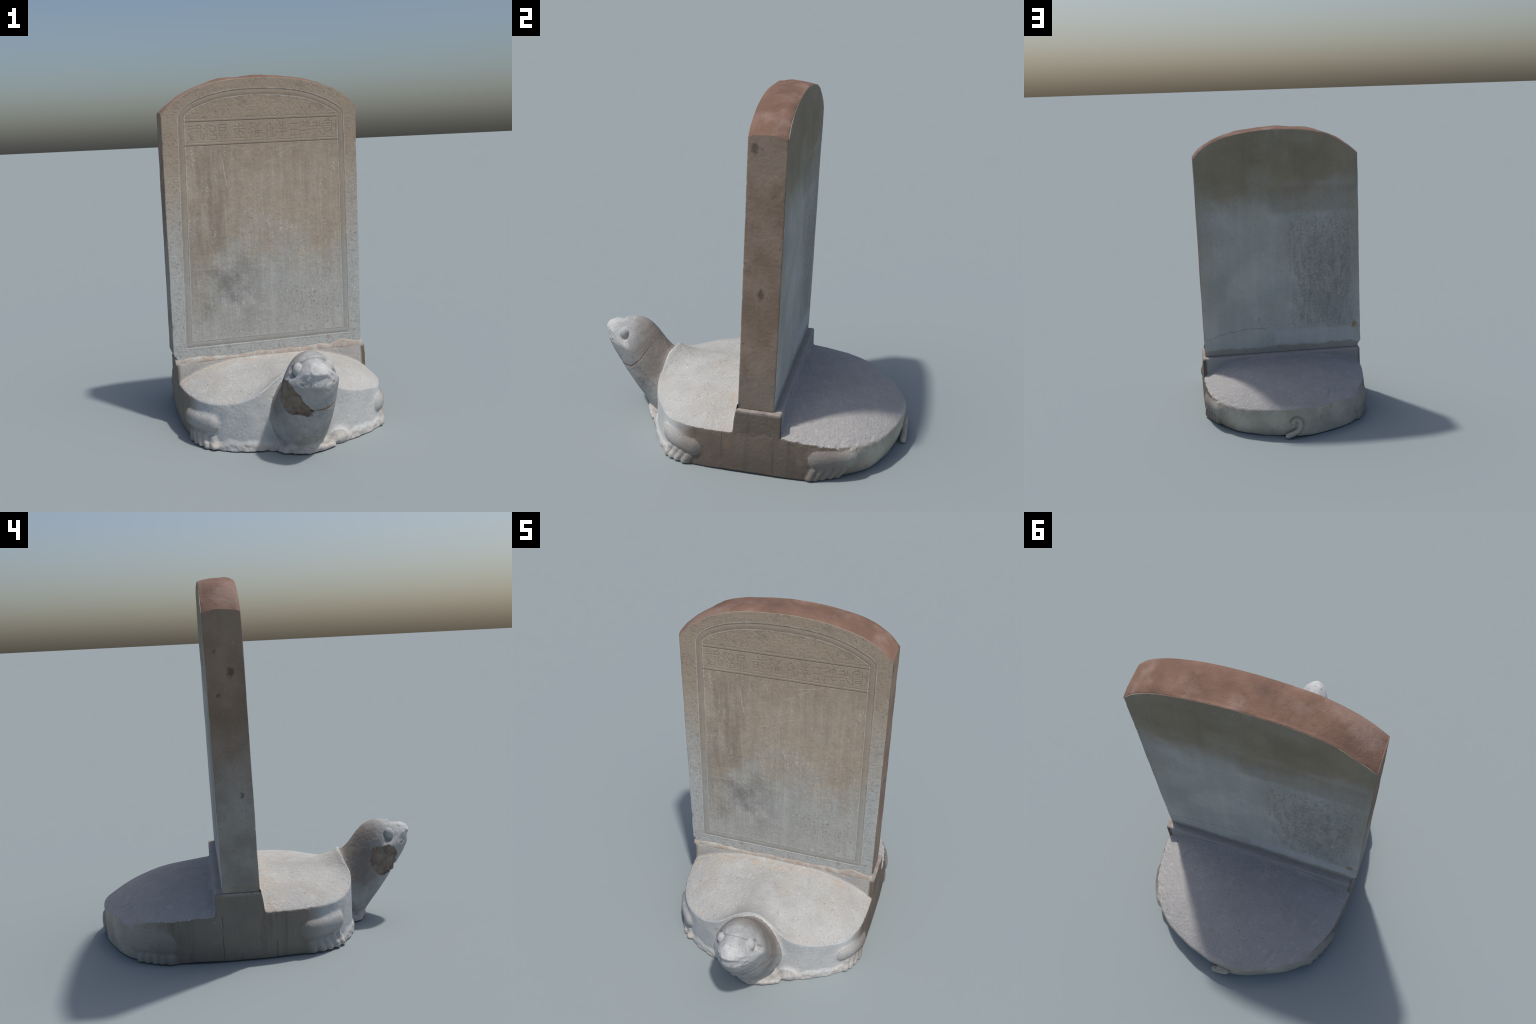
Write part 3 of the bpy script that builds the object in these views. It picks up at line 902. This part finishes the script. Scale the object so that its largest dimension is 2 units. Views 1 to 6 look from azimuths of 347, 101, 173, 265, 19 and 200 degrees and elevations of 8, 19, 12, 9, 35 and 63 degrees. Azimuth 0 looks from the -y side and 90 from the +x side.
def build_tortoise():
    V, Q = surface_nets(tortoise, (-.66, -.97, -.022), (.66, .955, .61), .0047)
    # settle the vertices on the weathered surface
    for it in range(3):
        fn = tortoise_weathered if it else tortoise
        d = fn(V[:, 0], V[:, 1], V[:, 2])
        g = gradient(fn, V, .0015)
        L = np.maximum(np.linalg.norm(g, axis=1), .35)
        V = V - g * (np.clip(d, -.006, .006) / L ** 2)[:, None] * (.9 if it < 2 else .7)
    V[:, 2] = np.maximum(V[:, 2], 0)
    N = vertex_normals(V, Q)
    c = V[Q].mean(1)
    cn = N[Q].mean(1)
    d, reg = tortoise(c[:, 0], c[:, 1], c[:, 2], parts=True)
    lab = np.full(len(Q), "torso", dtype="U20")
    lab[(np.abs(reg["top"]) < .010) & (reg["wall"] < .002) & (cn[:, 2] > .58)] = "shell"
    rear_chip = (c[:, 0] < -.05) & (c[:, 1] > .4) & (cn[:, 2] > .35) & (c[:, 2] > .12)
    lab[rear_chip] = "shell"
    lab[(reg["block"] < reg["top"] * .85) & (reg["top"] > -.003)] = "block"
    nk = reg["neck"] < reg["torso"] - .003
    lab[nk] = "neck"
    # the head ends at the mended break; on the nape it runs back to a level behind the eyes
    hd = nk & (reg["headside"] > 0) & (c[:, 2] > .27)
    lab[hd] = "head"
    sd = scar_distance(c[:, 1], c[:, 2], c[:, 0])
    lab[(nk) & (c[:, 0] < .0) & (sd < .001)] = "scar"
    for sx, nm in ((1, "eye_r"), (-1, "eye_l")):
        lab[(reg["eye"] < .0025) & nk & (c[:, 0] * sx > .055)] = nm
    for f in FEET:
        lab[(reg[f] < .004) & (c[:, 2] < .22) & (lab != "neck")] = f
    lab[reg["tail"] < .004] = "tail"
    spec = [("torso", "torso", root, M_flank), ("shell", "shell", root, M_shell), ("block", "socket_block", root, M_block),
            ("neck", "neck", root, M_head), ("head", "head", root, M_head),
            ("scar", "broken_cheek", "head", M_scar),
            ("eye_r", "eye", "head", M_eye), ("eye_l", "eye", "head", M_eye),
            ("forelimb_right", "forelimb", root, M_limb), ("forelimb_left", "forelimb", root, M_limb),
            ("hindlimb_right", "hindlimb", root, M_limb), ("hindlimb_left", "hindlimb", root, M_limb),
            ("tail", "tail", root, M_flank)]
    split(V, Q, N, lab, spec)

# ------------------------------------------------------------------ the tablet
Z_FOOT = .374
ARCH = catmull([(-.57, 1.792), (-.52, 1.837), (-.475, 1.872), (-.435, 1.897), (-.36, 1.932), (-.27, 1.960), (-.17, 1.974), (-.06, 1.981), (.07, 1.981),
                (.18, 1.972), (.27, 1.957), (.365, 1.932), (.445, 1.900), (.525, 1.849), (.572, 1.797)], 8)
INNER_ARCH = catmull([(-.60, 1.60), (-.478, 1.768), (-.442, 1.815), (-.384, 1.854), (-.29, 1.887), (-.176, 1.909), (-.062, 1.916),
                      (.072, 1.914), (.207, 1.901), (.324, 1.871), (.422, 1.827), (.492, 1.774), (.60, 1.60)], 8)
TITLE_TOP, TITLE_BOTTOM, RULE = 1.759, 1.609, .0165

def frame_inset(x, z):
    """distance inwards from the outer line of the beaded frame"""
    t = (z - .45) / 1.32
    left = x - (-.505 + .031 * t)
    right = (.486 + .010 * t) - x
    arch = (np.interp(x, INNER_ARCH[:, 0], INNER_ARCH[:, 1]) - z) * np.interp(np.abs(x), [0, .25, .4, .5], [1, .98, .90, .72])
    return np.minimum(np.minimum(left, right), np.minimum(z - .453, arch))

# seal-script title: each character as strokes in a 10 x 10 cell (x right, y down)
CHARACTERS = [
    # x centre of the cell, width, strokes
    (-.385, .085, [[(1, 1.5), (4, 1)], [(.5, 3), (4.5, 2.5)], [(2.5, 2.7), (2.5, 9), (4.5, 9.5)], [(.5, 5), (1.2, 7), (2.4, 7.5)],
                   [(4.4, 4), (3.4, 6)], [(6, 1), (9, 1), (9, 2.8), (6, 2.8)], [(5.5, 4.5), (9.5, 4.2)], [(6.2, 5), (7, 7), (6, 9.6)],
                   [(9, 5), (8.4, 7), (9.4, 9.2)], [(.8, 10), (4.2, 7.6)]]),
    (-.300, .085, [[(1, 3.5), (4, 0)], [(2, 4), (4.6, 1.2)], [(1, 6.5), (4, 4)], [(5.5, 1), (8.8, 2), (8.6, 4.4), (6, 5), (5.2, 3), (6, 1.4)],
                   [(2, 6.5), (.5, 9.5)], [(3.6, 5.8), (3.4, 9.8)], [(5, 6), (4.8, 9.4)], [(6, 7.2), (9.2, 7.2), (9.2, 9.6), (6, 9.6)], [(7.8, 5), (7.8, 7.2)]]),
    (-.222, .055, [[(1, 1), (8, 1), (8, 4.6), (1, 4.6), (1, 1)], [(1, 2.8), (8, 2.8)], [(4, 5.5), (4, 10)], [(1, 6), (1, 7.6), (4, 7.6)],
                   [(1.4, 9), (4, 8.6)], [(6.6, 5.4), (6.6, 9.8)], [(9.4, 5.5), (9.4, 7.4), (6.6, 7.4)], [(9, 8.4), (6.8, 9.4)]]),
    (-.130, .080, [[(5, .4), (5, 4.2)], [(1.4, 2.2), (8.6, 2.2)], [(.8, 4), (4.4, 4), (4.4, 5.4), (2.2, 6), (1.6, 7.6)], [(9.2, 4), (5.6, 4), (5.6, 5.4), (7.8, 6), (8.6, 7.6)],
                   [(5, 5), (5, 9)], [(2, 9.2), (8.4, 9.2)], [(3, 7.6), (4.4, 6.6)]]),
    (-.035, .085, [[(1, 1), (3, .4), (2, 2.6)], [(1, 4.6), (4.6, 2.6)], [(5, 1), (8, 2.8)], [(8.6, .6), (5, 4.4)], [(1, 7), (3, 6), (1.4, 9.6)],
                   [(4.6, 5.4), (9.2, 5.4)], [(5, 6.8), (9, 6.8)], [(4.6, 9), (9.4, 9)], [(7, 4.6), (7, 9)], [(5.2, 5.4), (5.2, 8)]]),
    (.060, .070, [[(1, 3), (1, 10)], [(1, 3), (4.4, 1.6), (4.4, 9.4)], [(1.2, 6), (4.2, 6)], [(6, 3), (6, 9.8)], [(8.8, 1), (8.8, 9)], [(6, 5), (8.8, 4)], [(6.4, 9.6), (9.6, 7)]]),
    (.128, .062, [[(2, 1), (3.2, 3.6)], [(8, .6), (6, 3.6)], [(5, .6), (5, 4)], [(1, 4.6), (9, 4.6)], [(3, 5.6), (5, 6.8), (7, 5.4)], [(1, 7), (9, 6.6)],
                  [(4, 7), (5.6, 10)], [(6, 7.2), (3, 9.6)]]),
    (.195, .058, [[(1.6, 2), (8.6, 2)], [(1, 5.8), (9, 5.8)], [(1.4, 9.2), (9.6, 9.2)], [(5.6, 2), (5.6, 9.2)]]),
    (.262, .078, [[(1, 2), (4, 1), (4, 4)], [(1, 5), (3.6, 3)], [(5, 2), (8, 1.4), (8, 3.6), (5, 3.8), (5, 2)], [(6.6, .4), (6.6, 5.4)], [(8.4, 4.4), (9.8, 4.2)],
                  [(.6, 6.8), (4.4, 6.6)], [(4.6, 6.4), (9.4, 6)], [(6.8, 6), (5, 8.2), (8.4, 8.2)], [(6.8, 8.2), (6.8, 10)]]),
    (.335, .072, [[(1, 2), (4.4, 2)], [(4.6, .8), (4.8, 3)], [(6.8, 1), (7, 3)], [(1.4, 4.2), (9, 4.2), (9, 5.8)], [(.8, 6), (6.4, 6)], [(2, 7.8), (6, 7.4)],
                  [(6, 6.4), (9.6, 9.8)], [(3, 8.4), (1.8, 10)], [(4.4, 8), (4.8, 10)]]),
    (.402, .062, [[(1, 2), (1, 9.8)], [(1, 2), (3.6, .8), (8.8, 1.4)], [(8.8, 1.4), (9, 9.8)], [(3, 2.8), (7, 2.8)], [(3, 4.2), (7, 4.2)], [(3, 5.8), (7, 5.6), (7, 8), (3, 8)], [(3, 6.9), (7, 6.8)]]),
    (.456, .040, [[(3, .6), (3.4, 5.6), (1, 9.6)], [(.6, 3), (2.4, 4.6)], [(7.6, 1.6), (5, 4.2)], [(4, 5.4), (9.4, 9.8)], [(8.8, 2), (8.8, 6.6)]]),
]

def title_groove(x, z):
    """0..1 depth of the cut strokes of the title at the points (x, z)"""
    out = np.zeros(x.shape, F)
    top, bot = TITLE_TOP - RULE - .014, TITLE_BOTTOM + RULE + .010
    for cx, w, strokes in CHARACTERS:
        m = (np.abs(x - cx) < w * .62) & (z < top + .01) & (z > bot - .01)
        if not m.any():
            continue
        X, Z = x[m], z[m]
        best = np.full(X.shape, 9., F)
        for st in strokes:
            p = catmull(st, 3) if len(st) > 2 and st[0] != st[-1] else np.array(st, float)
            for a, b in zip(p[:-1], p[1:]):
                ax, bx = cx + (a[0] - 5) / 10 * w, cx + (b[0] - 5) / 10 * w
                az, bz = top + (bot - top) * a[1] / 10, top + (bot - top) * b[1] / 10
                ex, ez = bx - ax, bz - az
                t = np.clip(((X - ax) * ex + (Z - az) * ez) / (ex * ex + ez * ez + 1e-9), 0, 1)
                best = np.minimum(best, np.hypot(X - ax - t * ex, Z - az - t * ez))
        out[m] = np.maximum(out[m], np.exp(-(best / .0026) ** 2))
    return out

def front_relief(x, z):
    f = frame_inset(x, z)
    r = np.zeros(x.shape, F)
    W = .032
    bead = (f > 0) & (f < W)
    r += np.where(bead, .0012 * np.sin(np.clip(f / W, 0, 1) * math.pi) - .0012, 0)
    for at, dep in ((0, .0009), (.006, .0006), (W, .0008)):
        r -= dep * np.exp(-((f - at) / .0020) ** 2)
    r += .0008 * np.exp(-((f + .004) / .0025) ** 2) + .0008 * np.exp(-((f - W - .004) / .0025) ** 2)
    r -= .0012 * smoothstep(W, W + .003, f)
    inside = smoothstep(W - .002, W + .002, f)
    for zc in (TITLE_TOP - RULE / 2, TITLE_BOTTOM + RULE / 2):
        q = np.abs(z - zc)
        r += inside * (.0010 * smoothstep(RULE / 2, RULE / 4, q) - .0010 * np.exp(-((q - RULE / 2) / .0020) ** 2))
    r -= inside * .0012 * title_groove(x, z)
    y0 = x * 0
    # rubbed characters in the text field; worn scroll work in the border and the crown
    text = inside * (z < TITLE_BOTTOM)
    cols = np.cos(2 * math.pi * x / .0168)
    rows = np.cos(2 * math.pi * z / .0135 + 2 * np.floor(x / .0168 + .5))
    wear = smoothstep(-.15, .4, fbm(x, z, y0, 3.2, 2, 91))
    r += text * wear * .00030 * (cols * np.abs(cols) * (.5 + .5 * rows))
    r += text * .0005 * fbm(x, z, y0, 60., 2, 93)
    crown = inside * (z > TITLE_TOP)
    swirl = fbm(x + .02 * vnoise(x, z, y0, 25., 3), z, y0, 42., 2, 95)
    r += crown * .0005 * np.sin(swirl * 9)
    border = (f < -.004)
    r += border * .00035 * np.sin(7 * fbm(x, z, y0, 40., 2, 97))
    return r

def build_stele():
    def cluster(n, edge):
        mid = np.linspace(0, 1, n)
        return np.unique(np.concatenate([mid, edge, 1 - np.array(edge)]).round(6))
    s = cluster(540, [.0012, .003, .005])
    # rows: finer across the title band
    zt = 1.98
    rows = np.concatenate([np.arange(Z_FOOT, 1.60, .0031), np.arange(1.60, 1.77, .0019), np.arange(1.77, 1.985, .0031)])
    t = (rows - Z_FOOT) / (1.985 - Z_FOOT)
    t = np.unique(np.concatenate([t, [0, 1, .0012, .9975, .9988]]).round(6))
    u = cluster(52, [.008, .018, .032])

    def place(S, T, U):
        # base height is scaled by the arch above each column, more strongly near the top
        xa = -.574 + 1.149 * S
        crown = np.interp(xa, ARCH[:, 0], ARCH[:, 1])
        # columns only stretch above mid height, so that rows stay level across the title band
        straight = Z_FOOT + T * (1.785 - Z_FOOT) / .884
        k = np.clip((T - .884) / .116, 0, 1)
        z_lin = np.where(T < .884, straight, 1.785 + (crown - 1.785) * k)
        z = z_lin
        h = (z - Z_FOOT) / (1.8 - Z_FOOT)
        L = -.584 + .012 * np.clip(h, 0, 1)
        R = .560 + .016 * np.clip(h, 0, 1)
        # chipped lower left arris
        L = L + .020 * smoothstep(.425, .385, z)
        x = L + (R - L) * S
        yf = .034 + .024 * h - .004 * np.exp(-((x - .12) / .25) ** 2 - ((z - .9) / .45) ** 2)
        yb = .230 + .023 * h
        y = yf + (yb - yf) * U
        # the arch stands a little higher at the back of the shoulders
        z = z + k * U * .006 * smoothstep(.22, .42, np.abs(x)) * smoothstep(.60, .50, np.abs(x))
        # the crown is rough, higher along its middle
        edge_top = smoothstep(.985, 1., T)
        z = z + edge_top * (.012 * (1 - (2 * U - .85) ** 2).clip(0, 1) * smoothstep(.0, .12, U)
                            + .009 * fbm(x, y, z * 0, 9., 4, 31) * smoothstep(0, .1, U) * smoothstep(1, .9, U))
        # notch in the rear arris of the crown, right of the middle seen from behind
        z = z - edge_top * .012 * np.exp(-((x + .47) / .05) ** 2) * smoothstep(.55, 1, U)
        # worn and chipped arrises
        th = yb - yf
        e_side = np.minimum(S, 1 - S) * 1.14
        e_top = (1 - T) * 1.6
        e_out = np.minimum(e_side, e_top)
        e_f, e_b = U * th, (1 - U) * th
        chips = np.clip(fbm(x, y * .3, z, 24., 3, 35), -.2, 1)
        r = .0055 + .013 * np.clip(chips - .12, 0, 1) + .004 * (e_b < e_f)
        for e_y, sg in ((e_f, 1), (e_b, -1)):
            qa, qb = np.clip(r - e_out, 0, None), np.clip(r - e_y, 0, None)
            n = np.hypot(qa, qb)
            k = np.where(n > r, (n - r) / np.maximum(n, 1e-9), 0)
            y = y + sg * qb * k
            ins = qa * k
            side = e_side < e_top
            x = x + np.where(side, np.where(S < .5, 1, -1) * ins, 0)
            z = z - np.where(side, 0, ins)
        # broad unevenness
        on_f = smoothstep(.02, 0, U)
        on_b = smoothstep(.98, 1, U)
        y = y + on_f * .0014 * fbm(x, z, x * 0, 5., 3, 33) - on_b * (.0025 * fbm(x, z, x * 0, 4., 3, 34) + .0006 * fbm(x, z, x * 0, 60., 2, 36))
        on_s = smoothstep(.004, 0, np.minimum(S, 1 - S))
        x = x + on_s * (.0020 * fbm(x * 0, y, z, 8., 3, 37) + .0007 * fbm(x, y, z, 70., 2, 38))
        return x, y, z

    VV, QQ, LL = [], [], []
    base = 0
    def patch(A, B, fn, flip, label):
        nonlocal base
        a, b = np.meshgrid(A, B, indexing="ij")
        S, T, U = fn(a.ravel(), b.ravel())
        x, y, z = place(S, T, U)
        if label == "front":
            inner = smoothstep(0, .010, np.minimum(np.minimum(S, 1 - S) * 1.14, (1 - T) * 1.6))
            y = y - front_relief(x, z) * inner
        VV.append(np.stack([x, y, z], 1))
        i = np.arange(a.size).reshape(a.shape)
        q = np.stack([i[:-1, :-1], i[1:, :-1], i[1:, 1:], i[:-1, 1:]], -1).reshape(-1, 4) + base
        QQ.append(q[:, ::-1] if flip else q)
        LL.append(np.full(len(q), label, dtype="U16"))
        base += a.size
    one = lambda a: np.ones_like(a)
    zero = lambda a: np.zeros_like(a)
    patch(s, t, lambda a, b: (a, b, zero(a)), False, "front")
    patch(s, t, lambda a, b: (a, b, one(a)), True, "back")
    patch(t, u, lambda a, b: (zero(a), a, b), False, "side")
    patch(t, u, lambda a, b: (one(a), a, b), True, "side")
    patch(s, u, lambda a, b: (a, one(a), b), False, "top")
    patch(s, u, lambda a, b: (a, zero(a), b), True, "side")
    V, Q, lab = np.concatenate(VV), np.concatenate(QQ), np.concatenate(LL)
    # weld coincident borders
    key = np.round(V * 1e5).astype(np.int64)
    _, first, inv = np.unique(key, axis=0, return_index=True, return_inverse=True)
    V, Q = V[first], inv.ravel()[Q]
    N = vertex_normals(V, Q)
    c = V[Q].mean(1)
    fr = lab == "front"
    f = frame_inset(c[:, 0], c[:, 2])
    z = c[:, 2]
    rule = (np.abs(z - (TITLE_TOP - RULE / 2)) < RULE / 2) | (np.abs(z - (TITLE_BOTTOM + RULE / 2)) < RULE / 2)
    lab[fr & (f <= 0)] = "border"
    lab[fr & (f > 0) & (f <= .032)] = "bead"
    inside = fr & (f > .032)
    lab[inside & (z < TITLE_BOTTOM)] = "text"
    lab[inside & (z >= TITLE_BOTTOM) & (z <= TITLE_TOP)] = "title"
    lab[inside & (z > TITLE_TOP)] = "crown"
    lab[inside & rule] = "rule"
    lab[fr & (((f > -.0062) & (f < -.0015)) | ((f > .0335) & (f < .0375)))] = "fillet"
    lab[fr & (((f > .0005) & (f < .0030)) | ((f > .0300) & (f < .0322)))] = "groove"
    edge = (np.abs(np.abs(z - (TITLE_TOP - RULE / 2)) - RULE / 2) < .0016) | (np.abs(np.abs(z - (TITLE_BOTTOM + RULE / 2)) - RULE / 2) < .0016)
    lab[inside & edge & (f > .036)] = "groove"
    lab[(lab == "title") & (title_groove(c[:, 0], z) > .45)] = "script"
    spec = [("side", "stele", root, slab_side_material()),
            ("back", "back_face", "side", slab_back_material()),
            ("top", "arched_top", "side", crown_material()),
            ("border", "scroll_border", "side", panel_material("border_stone", "border")),
            ("bead", "bead_moulding", "side", panel_material("bead_stone", "bead")),
            ("text", "text_panel", "side", panel_material("text_field_stone", "text")),
            ("title", "title_panel", "side", panel_material("title_stone", "title")),
            ("rule", "title_rule", "side", panel_material("rule_stone", "rule")),
            ("crown", "crown_panel", "side", panel_material("crown_field_stone", "crown")),
            ("fillet", "frame_fillet", "side", panel_material("pale_fillet_stone", "fillet")),
            ("groove", "frame_groove", "side", panel_material("dark_groove_stone", "groove")),
            ("script", "title_inscription", "side", panel_material("inscribed_stone", "script"))]
    made = split(V, Q, N, lab, spec)
    return made["side"]

def build_mortar(parent):
    """irregular bed of mortar squeezed out along the front foot of the tablet"""
    xs = np.linspace(-.575, .564, 420)
    prof = np.array([(.0060, -.020), (.0075, -.011), (.0065, -.002), (.0042, .005), (.0020, .013), (-.006, .020)])   # (out of the face, height)
    V = []
    for x in xs:
        a = np.array([x])
        n1 = float(vnoise(a, a * 0, a * 0, 14., 81)[0]) + .5 * float(vnoise(a, a * 0, a * 0, 45., 82)[0])
        n2 = float(vnoise(a, a * 0, a * 0, 9., 83)[0])
        grow = 1 + .45 * n1
        right = math.exp(-((x - .45) / .06) ** 2)
        for k, (o, h) in enumerate(prof):
            hh = h * grow + (right * .020 + .004 * n2) * (h > 0)
            V.append((x, .0340 - o * (1 + .25 * n2) - .0010 * float(vnoise(a, a * 0 + k, a * 0, 60., 84)[0]), .377 + hh))
    V = np.array(V)
    m = len(prof)
    i = np.arange(len(xs) * m).reshape(len(xs), m)
    Q = np.stack([i[:-1, :-1], i[1:, :-1], i[1:, 1:], i[:-1, 1:]], -1).reshape(-1, 4)
    new_object("mortar_joint", make_mesh("mortar_joint", V, Q), parent, mortar_material())

build_tortoise()
slab = build_stele()
build_mortar(root)
